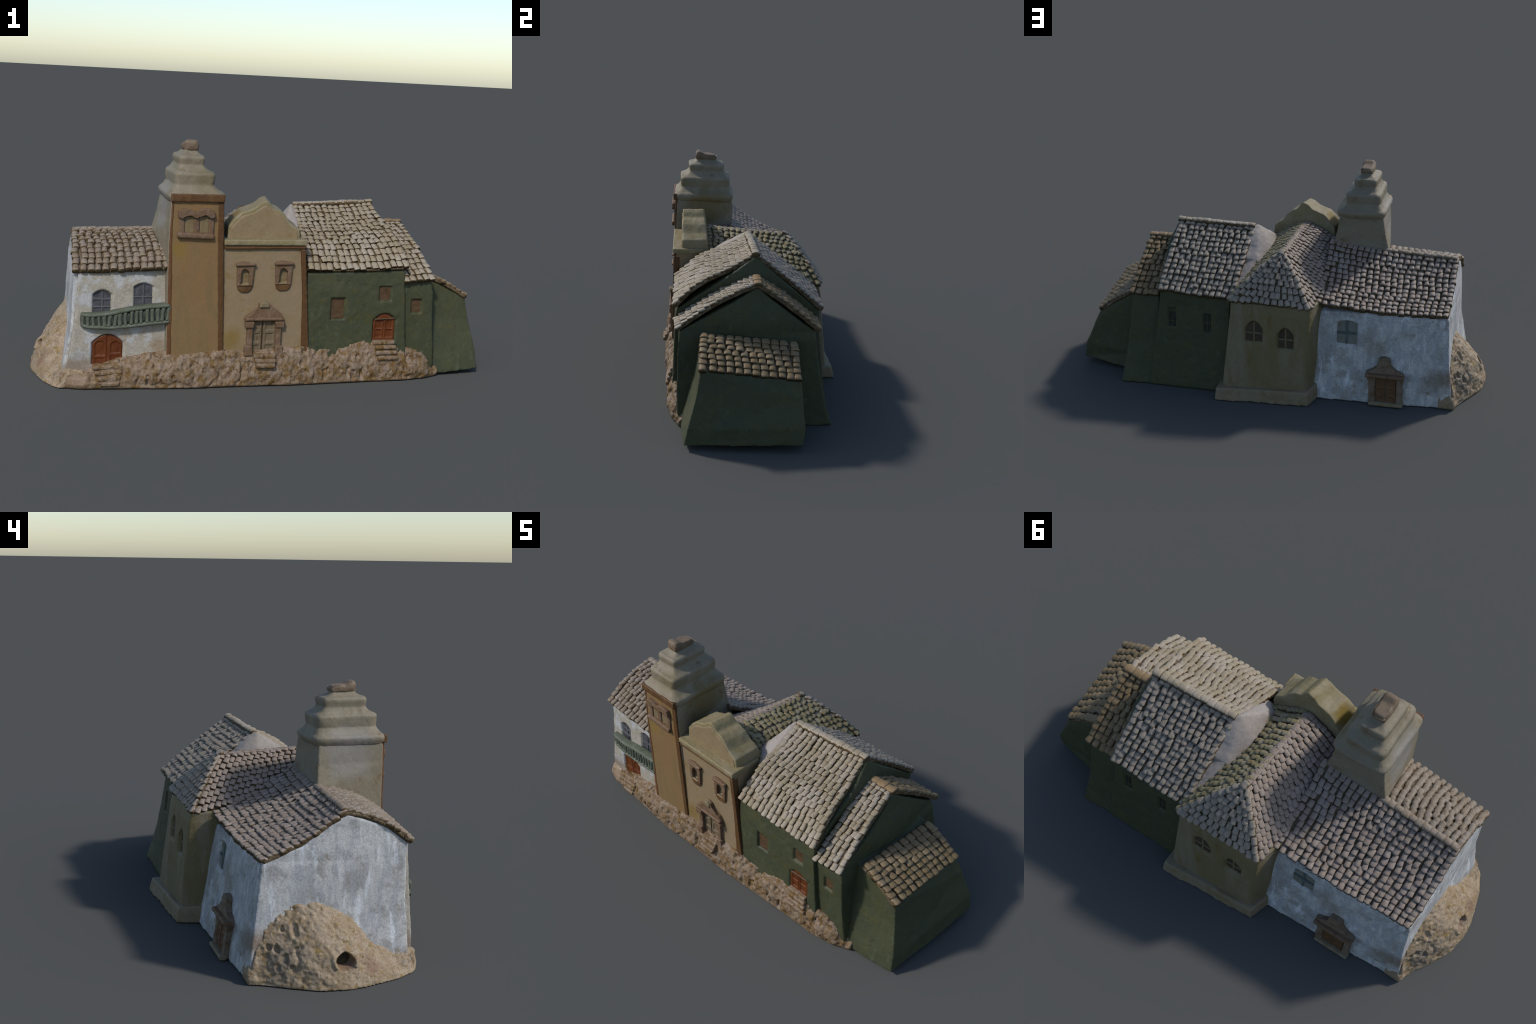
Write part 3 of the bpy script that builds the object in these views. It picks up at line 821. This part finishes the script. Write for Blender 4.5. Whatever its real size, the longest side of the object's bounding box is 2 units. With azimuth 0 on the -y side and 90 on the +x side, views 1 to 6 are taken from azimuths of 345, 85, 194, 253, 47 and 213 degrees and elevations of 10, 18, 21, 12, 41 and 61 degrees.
# ============================================================ facade details
relief('facade_edge_trim', [(0.112, 0.13), (0.103, 0.40), (0.086, 0.58), (0.107, 0.58), (0.123, 0.40), (0.146, 0.13)],
       -0.390, -0.36, BROWN, facade, rounds=3)
for xc, z0 in ((-0.149, 0.428), (0.016, 0.433)):
    y = wall_y(facade, xc + 0.03, z0 + 0.05, -1)
    outer = [(xc - 0.034, z0 - 0.002), (xc - 0.036, z0 + 0.075), (xc - 0.042, z0 + 0.086), (xc - 0.036, z0 + 0.096), (xc - 0.010, z0 + 0.101),
             (xc + 0.020, z0 + 0.096), (xc + 0.042, z0 + 0.091), (xc + 0.040, z0 + 0.082), (xc + 0.035, z0 + 0.075), (xc + 0.033, z0 - 0.002),
             (xc + 0.018, z0 - 0.002), (xc + 0.018, z0 + 0.055), (xc + 0.008, z0 + 0.067), (xc - 0.002, z0 + 0.070), (xc - 0.014, z0 + 0.064),
             (xc - 0.019, z0 + 0.050), (xc - 0.019, z0 - 0.002)]
    fr = relief('window_frame', outer, y - 0.011, y + 0.012, STONE, facade, voxel=0.0025, rounds=3)
    bar('window_hood', (xc - 0.040, y - 0.010, z0 + 0.088), (xc + 0.041, y - 0.010, z0 + 0.090), 0.009, 0.007, STONE, fr)
    relief('window_bracket', [(xc - 0.034, z0), (xc - 0.030, z0 - 0.018), (xc - 0.015, z0 - 0.029), (xc + 0.015, z0 - 0.029), (xc + 0.030, z0 - 0.016), (xc + 0.034, z0)],
           y - 0.008, y + 0.01, BROWN, fr, rounds=3)
    bar('window_sill', (xc - 0.020, y - 0.006, z0 + 0.003), (xc + 0.019, y - 0.006, z0 + 0.003), 0.007, 0.004, YPANE, fr)
    relief('window_pane', box2(xc - 0.022, xc + 0.022, z0, z0 + 0.074), y + 0.006, y + 0.02, YPANE, fr, rounds=1)

# great door
crown_out = [(-0.139, 0.278), (-0.145, 0.287), (-0.136, 0.300), (-0.105, 0.322), (-0.086, 0.334), (-0.084, 0.352), (-0.065, 0.362),
    (-0.044, 0.355), (-0.040, 0.334), (-0.020, 0.322), (0.010, 0.312), (0.024, 0.294), (0.022, 0.278)]
dy = -0.384
df = relief('door_frame', crown_out, dy - 0.018, dy + 0.01, STONE, facade, rounds=3, amp=0.002)
for px, w in ((-0.120, 0.024), (0.005, 0.022)):
    relief('door_pilaster', box2(px - w / 2, px + w / 2, 0.135, 0.285), dy - 0.016, dy + 0.01, STONE, df, rounds=3, amp=0.002)
bar('door_lintel', (-0.138, dy - 0.016, 0.287), (0.022, dy - 0.016, 0.286), 0.008, 0.007, STONE, df)
relief('door_crown', [(-0.085, 0.338), (-0.082, 0.356), (-0.064, 0.363), (-0.046, 0.357), (-0.043, 0.338)], dy - 0.026, dy, PLINTH, df, rounds=3)
for s, px in ((-1, -0.124), (1, 0.007)):
    relief('door_capital', [(px - 0.018, 0.252), (px + 0.018, 0.252), (px + 0.020, 0.276), (px - 0.020, 0.276)], dy - 0.024, dy, STONE, df, rounds=3)
    relief('door_base', [(px - 0.020, 0.130), (px + 0.020, 0.130), (px + 0.015, 0.172), (px - 0.015, 0.172)], dy - 0.024, dy, STONE, df, rounds=3)

def leaf(name, x0, x1, z0, z1, y, mat, parent, rows, side=-1, deep=0.004):
    """door leaf: slab with a raised border and pressed panels"""
    ob = relief(name, box2(x0, x1, z0, z1), y if side < 0 else y, y - side * 0.012, mat, parent, voxel=0.0022, rounds=1, amp=0.0008,
                carve=[dict(x=(x0 + x1) / 2, z=z0 + (z1 - z0) * (k + 0.12) / rows, w=(x1 - x0) * 0.58,
                            h=(z1 - z0) * 0.70 / rows, depth=deep, side=side, soft=0.0022) for k in range(rows)])
    return ob
leaf('door_leaf', -0.108, -0.066, 0.130, 0.280, dy - 0.002, CLAYWOOD, facade, 3)
leaf('door_leaf', -0.060, -0.004, 0.130, 0.280, dy - 0.002, CLAYWOOD, facade, 3)
relief('door_dark_strip', box2(-0.068, -0.058, 0.135, 0.278), dy + 0.004, dy + 0.014, GROUT, facade, rounds=0)  # solid dark strip set behind the slit so that it looks deep

# ======================================================= white house details
def window(parent, x, z0, w, h, rise, depth, mat, bar_mat, side=-1, cross=(1, 2), barw=0.008, proud=0.003):
    ya, yc = wall_y(parent, x, z0 + h * 0.2, side), wall_y(parent, x, z0 + h * 0.75, side)   # floor of the pressed opening
    ln = (yc - ya) / (h * 0.55)
    y = ya - ln * h * 0.2
    small_ = dict(voxel=0.0022, rounds=2, amp=0.0006)
    pane = relief('window', arch2(x, w, z0, h, rise), y + side * proud, y - side * 0.006, mat, parent, voxel=0.0025, rounds=1, amp=0.0008, lean=ln)
    yb = y + side * (proud + 0.0035)
    for k in range(cross[0]):
        xx = x - w / 2 + w * (k + 1) / (cross[0] + 1)
        relief('muntin', box2(xx - barw / 2, xx + barw / 2, z0, z0 + h - 0.003), yb, yb - side * 0.008, bar_mat, pane, lean=ln, **small_)
    for k in range(cross[1]):
        zz = z0 + (h - rise * 0.4) * (k + 1) / (cross[1] + 1)
        yz = yb + ln * (zz - barw / 2 - z0)
        relief('muntin', box2(x - w / 2, x + w / 2, zz - barw / 2, zz + barw / 2), yz, yz - side * 0.008, bar_mat, pane, **small_)
    return pane
SLATEBAR = paint('slate_bar', k=0.5, base=(0.15, 0.15, 0.16), layers=[((0.09, 0.09, 0.10), 40, 0.5, 0.66, 0.7), ((0.40, 0.37, 0.30), 60, 0.6, 0.7, 0.7)])
window(front_wall, -0.729, 0.300, 0.076, 0.102, 0.018, 0.014, SLATE, SLATEBAR)
window(front_wall, -0.563, 0.320, 0.078, 0.110, 0.014, 0.014, SLATE, SLATEBAR, cross=(1, 1))
yd = wall_y(front_wall, -0.705, 0.16, -1)
rd = relief('door', arch2(-0.705, 0.122, 0.090, 0.128, 0.034), yd - 0.009, yd + 0.01, REDWOOD, front_wall, voxel=0.0025, rounds=2,
    carve=[dict(x=-0.735, z=0.130, w=0.040, h=0.060, depth=0.004, soft=0.002, arch=0.012), dict(x=-0.672, z=0.140, w=0.038, h=0.048, depth=0.004, soft=0.002, arch=0.012),
           dict(x=-0.705, z=0.09, w=0.006, h=0.125, depth=0.004, soft=0.002), dict(x=-0.735, z=0.095, w=0.04, h=0.024, depth=0.003, soft=0.002), dict(x=-0.672, z=0.095, w=0.04, h=0.032, depth=0.003, soft=0.002)])
ys = -0.36
for k, (xa, xb, z, w) in enumerate([(-0.765, -0.645, 0.088, 0.022), (-0.757, -0.648, 0.066, 0.030), (-0.745, -0.655, 0.044, 0.036), (-0.735, -0.660, 0.022, 0.040)]):
    bar('stair_step', (xa, ys - w + 0.014, z), (xb, ys - w + 0.014, z + 0.003), 0.020, 0.0105, EARTH, ROOT, amp=0.003, scale=25)

# balcony follows a rising curve; rail, floor, back and balusters
def bal(x):
    zt = interp([(-0.815, 0.306), (-0.76, 0.308), (-0.70, 0.316), (-0.62, 0.333), (-0.54, 0.344), (-0.46, 0.350)], x)
    zb = interp([(-0.815, 0.256), (-0.79, 0.249), (-0.70, 0.247), (-0.62, 0.254), (-0.54, 0.264), (-0.46, 0.272)], x)
    yy = interp([(-0.815, -0.358), (-0.79, -0.366), (-0.70, -0.377), (-0.46, -0.386)], x)
    return zt, zb, yy
def sweep(name, fn, hw, hh, mat, parent, n=40, **kw):
    v, f = [], []
    seg = 14
    for i in range(n + 1):
        x = -0.815 + (0.815 - 0.460) * i / n
        y, z = fn(x)
        for j in range(seg):
            a = 2 * math.pi * j / seg
            ca, sa = math.cos(a), math.sin(a)
            r = (abs(ca) ** 3 + abs(sa) ** 3) ** (-1 / 3)
            v.append((x, y + ca * r * hw, z + sa * r * hh))
    for i in range(n):
        for j in range(seg):
            k = (j + 1) % seg
            f.append((i * seg + j, i * seg + k, (i + 1) * seg + k, (i + 1) * seg + j))
    f.append(tuple(range(seg)))
    f.append(tuple(n * seg + j for j in range(seg))[::-1])
    return clay(add(name, v, f, mat, parent), voxel=0.003, rounds=2, amp=0.0016, scale=28, **kw)
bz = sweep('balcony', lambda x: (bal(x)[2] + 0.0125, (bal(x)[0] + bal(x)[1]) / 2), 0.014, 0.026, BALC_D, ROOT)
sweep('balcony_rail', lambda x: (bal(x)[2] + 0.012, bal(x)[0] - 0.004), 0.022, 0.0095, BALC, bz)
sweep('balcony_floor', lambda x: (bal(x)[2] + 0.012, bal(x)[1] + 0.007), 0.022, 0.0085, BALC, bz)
bal_me = None
for i in range(17):
    x = -0.806 + i * 0.0212 + R.uniform(-0.003, 0.003)
    zt, zb, yy = bal(x)
    if bal_me is None:
        o = relief('baluster', [(-0.0055, -0.5), (0.0055, -0.5), (0.0065, 0.0), (0.0055, 0.5), (-0.0055, 0.5), (-0.0065, 0.0)], -0.006, 0.006, BALC, bz, voxel=0.01, rounds=0, amp=0)
        bal_me = bpy.data.meshes.new('baluster')
        cyl_v, cyl_f = [], []
        for k in range(7):
            for j in range(10):
                a = 2 * math.pi * j / 10
                rr_ = 0.0062 + 0.0012 * math.sin(k * 1.6)
                cyl_v.append((math.cos(a) * rr_, math.sin(a) * rr_ * 0.9, k / 6 - 0.5))
        for k in range(6):
            for j in range(10):
                cyl_f.append((k * 10 + j, k * 10 + (j + 1) % 10, k * 10 + 10 + (j + 1) % 10, k * 10 + 10 + j))
        cyl_f += [tuple(range(10))[::-1], tuple(60 + j for j in range(10))]
        bal_me.from_pydata(cyl_v, [], cyl_f)
        bal_me.polygons.foreach_set('use_smooth', [True] * len(bal_me.polygons))
        bal_me.materials.append(BALC)
        bpy.data.objects.remove(o)
    b = bpy.data.objects.new('baluster', bal_me)
    SCN.objects.link(b)
    b.parent = bz
    b.location = (x, yy - 0.001, (zt + zb) / 2)
    b.scale = (R.uniform(1.0, 1.45), 1, zt - zb - 0.008)
    b.rotation_euler = (0, R.uniform(-0.10, 0.12), 0)

window(white, -0.363, 0.270, 0.094, 0.110, 0.014, 0.014, GREENPANE, TEAL, side=1, cross=(1, 1), barw=0.012)
# back door with its frame and little crown
yb = 0.268
bo = [(-0.640, 0.004), (-0.636, 0.03), (-0.632, 0.110), (-0.642, 0.135), (-0.638, 0.155), (-0.600, 0.170), (-0.578, 0.190), (-0.572, 0.222), (-0.550, 0.232),
      (-0.522, 0.226), (-0.515, 0.190), (-0.490, 0.168), (-0.465, 0.158), (-0.460, 0.142), (-0.475, 0.115), (-0.480, 0.03), (-0.478, 0.004)]
bd = relief('door_frame', bo, yb + 0.046, yb - 0.045, paint('door_frame_clay', k=0.42, base=(0.34, 0.25, 0.17), layers=[((0.22, 0.11, 0.05), 24, 0.5, 0.64, 0.8), ((0.42, 0.36, 0.32), 30, 0.58, 0.7, 0.6)]),
    ROOT, rounds=4, amp=0.003, lean=-0.14, carve=[dict(x=-0.558, z=0.006, w=0.100, h=0.125, depth=0.010, side=1, soft=0.003)])
for xa, xb in ((-0.604, -0.561), (-0.555, -0.512)):
    o = leaf('door_leaf', xa, xb, 0.008, 0.128, 0.3105, BROWNWOOD, bd, 3, side=1, deep=0.003)
    c, n = arrays(o.data)
    c[:, 1] += -0.14 * c[:, 2]
    put(o.data, c)
bar('door_lintel', (-0.642, yb + 0.030, 0.146), (-0.462, yb + 0.030, 0.146), 0.016, 0.009, STONE, bd)
bar('door_sill', (-0.640, yb + 0.044, 0.010), (-0.482, yb + 0.044, 0.010), 0.015, 0.010, PLINTH, bd)

# ============================================================ green details
for par, x, z0, w, h in ((green, 0.270, 0.276, 0.060, 0.092), (green, 0.485, 0.354, 0.053, 0.061), (small, 0.643, 0.293, 0.046, 0.060)):
    y = wall_y(par, x, z0 + h / 2, -1)
    relief('window', box2(x - w / 2 - 0.003, x + w / 2 + 0.003, z0 - 0.002, z0 + h + 0.002), y - 0.005, y + 0.006, OLDPANE, par, voxel=0.0025, rounds=1, amp=0.002, scale=40)
yg = wall_y(green, 0.489, 0.22, -1)
gd = relief('door', arch2(0.489, 0.100, 0.165, 0.130, 0.030), yg - 0.007, yg + 0.01, REDWOOD, green, voxel=0.0022, rounds=1,
    carve=[dict(x=xx, z=zz, w=0.030, h=0.034, depth=0.004, soft=0.002) for xx in (0.466, 0.513) for zz in (0.190, 0.230)]
          + [dict(x=0.489, z=0.165, w=0.005, h=0.105, depth=0.004, soft=0.002)])
bar('door_transom', (0.442, yg - 0.008, 0.272), (0.540, yg - 0.008, 0.276), 0.004, 0.004, OLDPANE, gd)
for x in (0.301, 0.477):
    window(green, x, 0.286, 0.034, 0.084, 0.0, 0.013, BLACKPANE, GREEN, side=1, cross=(1, 1), barw=0.005)
# apse windows
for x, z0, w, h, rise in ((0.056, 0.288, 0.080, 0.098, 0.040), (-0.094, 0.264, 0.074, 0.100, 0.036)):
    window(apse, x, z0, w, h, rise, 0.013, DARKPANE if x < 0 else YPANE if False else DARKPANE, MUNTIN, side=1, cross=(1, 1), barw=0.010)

# ==================================================== rocky strip and mound
TOPLINE = [(-0.90, 0.05), (-0.87, 0.065), (-0.80, 0.060), (-0.775, 0.085), (-0.64, 0.125), (-0.47, 0.155), (-0.445, 0.138), (-0.24, 0.156), (-0.14, 0.148),
           (0.05, 0.161), (0.14, 0.160), (0.21, 0.161), (0.35, 0.180), (0.42, 0.190), (0.53, 0.168), (0.59, 0.145), (0.69, 0.116), (0.725, 0.085), (0.745, 0.055), (0.80, 0.04)]
FRONT = [(-0.90, -0.345), (-0.86, -0.372), (-0.81, -0.388), (-0.61, -0.402), (-0.45, -0.415), (-0.38, -0.422), (-0.22, -0.416), (0.05, -0.421), (0.23, -0.412), (0.44, -0.402),
         (0.60, -0.400), (0.70, -0.378), (0.76, -0.350), (0.80, -0.330)]
WALL = [(-0.90, -0.335), (-0.86, -0.362), (-0.48, -0.372), (-0.46, -0.397), (0.14, -0.395), (0.17, -0.376), (0.60, -0.372), (0.70, -0.355), (0.80, -0.310)]
v, f = [], []
NX = 90
for i in range(NX + 1):
    x = -0.895 + (0.775 + 0.895) * i / NX
    zt, yf, yw = interp(TOPLINE, x), interp(FRONT, x), interp(WALL, x)
    prof = [(-0.30, 0.0), (yf + 0.006, 0.0), (yf, 0.008), (yf - 0.004, zt * 0.3), (yf * 0.7 + yw * 0.3 - 0.003, zt * 0.62), (yf * 0.3 + yw * 0.7 - 0.001, zt * 0.9), (yw + 0.004, zt), (-0.30, zt)]
    v += [(x, a, b) for a, b in prof]
m = 8
for i in range(NX):
    for j in range(m):
        k = (j + 1) % m
        f.append((i * m + j, i * m + k, (i + 1) * m + k, (i + 1) * m + j))
f.append(tuple(range(m)))
f.append(tuple(NX * m + j for j in range(m))[::-1])
def rocky(co, no):
    zt = interp(TOPLINE, co[:, 0])
    a = sstep(-0.2, 0.3, -no[:, 1]) * sstep(0.0, 0.02, co[:, 2])
    smooth_corner = sstep(-0.80, -0.77, co[:, 0])
    steps = 1 - (sstep(0.42, 0.45, co[:, 0]) * sstep(0.57, 0.55, co[:, 0]) * sstep(0.07, 0.1, co[:, 2]))
    q = co * np.array([1.0, 1.0, 0.8])
    cut = sstep(0.25, 0.7, fbm(co * np.array([1.0, 1.0, 0.45]), 46, 17, 2))
    d = 0.010 * fbm(q, 26, 3, 2) + 0.006 * fbm(co * np.array([1.0, 1.0, 0.6]), 70, 9, 3) - 0.012 * cut - 0.003
    d *= a * (0.25 + 0.75 * smooth_corner) * (0.35 + 0.65 * steps)
    out = co + no * d[:, None]
    out[:, 2] = np.maximum(out[:, 2], 0)
    return out
clay(add('rocky_ground', v, f, EARTH), voxel=0.0038, rounds=2, amp=0.002, scale=12, extra=rocky)

MT = [(-0.37, 0.060), (-0.334, 0.085), (-0.27, 0.085), (-0.20, 0.115), (-0.157, 0.178), (-0.105, 0.222), (-0.053, 0.262), (0.0, 0.295), (0.04, 0.306), (0.10, 0.290), (0.16, 0.258), (0.21, 0.205), (0.24, 0.14), (0.265, 0.08), (0.285, 0.035)]
MB = [(-0.37, -0.885), (-0.338, -0.925), (-0.30, -0.940), (-0.257, -0.962), (-0.17, -0.986), (-0.112, -1.000), (-0.038, -1.004), (0.045, -0.992), (0.14, -0.944), (0.20, -0.908), (0.24, -0.888), (0.285, -0.874)]
def wall_x(z):
    return interp([(0, -0.872), (0.1, -0.858), (0.25, -0.836), (0.4, -0.826)], z)
v, f = [], []
NY, NT = 60, 14
for i in range(NY + 1):
    y = -0.365 + (0.284 + 0.365) * i / NY
    zt, xb = interp(MT, y), interp(MB, y)
    v.append((-0.80, y, 0.0))
    for j in range(NT + 1):
        t = j / NT
        z = zt * t
        bulge = (1 - t) ** 1.0
        bulge = bulge * (1 - 0.0) + 0.20 * math.sin(math.pi * t) * (1 if -0.25 < y < 0.2 else 0.6)
        x = wall_x(z) + 0.002 + (xb - wall_x(0)) * bulge
        v.append((x, y, z))
    v.append((-0.80, y, zt))
m = NT + 3
for i in range(NY):
    for j in range(m):
        k = (j + 1) % m
        f.append((i * m + j, i * m + k, (i + 1) * m + k, (i + 1) * m + j))
f.append(tuple(range(m)))
f.append(tuple(NY * m + j for j in range(m))[::-1])
def moundy(co, no):
    a = sstep(-0.3, 0.2, -no[:, 0]) * sstep(0.0, 0.02, co[:, 2])
    pits = sstep(0.05, 0.14, co[:, 1]) * sstep(0.26, 0.18, co[:, 2])
    d = 0.008 * fbm(co, 22, 31, 3) + 0.004 * fbm(co, 70, 35, 2)
    d -= 0.011 * pits * sstep(0.15, 0.6, vnoise(co * np.array([1, 1, 0.7]), 44, 41))
    out = co + no * (d * a)[:, None]
    # the cave-like hollow
    r = np.sqrt(((co[:, 1] + 0.048) / 0.036) ** 2 + ((co[:, 2] - 0.090) / 0.032) ** 2)
    r = r + 0.18 * vnoise(co, 40, 51)
    out[:, 0] += 0.055 * sstep(1.05, 0.75, r) * (no[:, 0] < -0.2)
    out[:, 0] -= 0.010 * np.exp(-((r - 1.25) / 0.22) ** 2) * (no[:, 0] < -0.2) * (co[:, 2] > 0.07)
    out[:, 2] = np.maximum(out[:, 2], 0)
    out[:, 0] = np.maximum(out[:, 0], -0.9995)
    return out
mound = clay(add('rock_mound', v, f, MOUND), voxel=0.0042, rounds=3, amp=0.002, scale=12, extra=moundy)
hull('dark_plug', [(-0.926 + dx, -0.048 + 0.030 * math.cos(a), 0.090 + 0.026 * math.sin(a)) for a in [k * 0.63 for k in range(10)] for dx in (0, 0.02)],
     DARKPLUG, mound, voxel=0.003, rounds=2, amp=0.003, scale=30)  # solid dark plug on the recess floor, shade put in as colour

# church door steps and green door steps
for xa, xb, z, y in ((-0.102, -0.008, 0.130, -0.402), (-0.098, -0.008, 0.112, -0.414), (-0.095, -0.012, 0.094, -0.424)):
    bar('stair_step', (xa, y, z), (xb, y, z - 0.002), 0.014, 0.010, EARTH, ROOT, amp=0.0015)
for xa, xb, z, y in ((0.440, 0.540, 0.170, -0.374), (0.448, 0.545, 0.150, -0.383), (0.452, 0.548, 0.128, -0.389), (0.460, 0.552, 0.106, -0.394)):
    bar('stair_step', (xa, y, z), (xb, y, z), 0.016, 0.010, EARTH, ROOT, amp=0.0015)
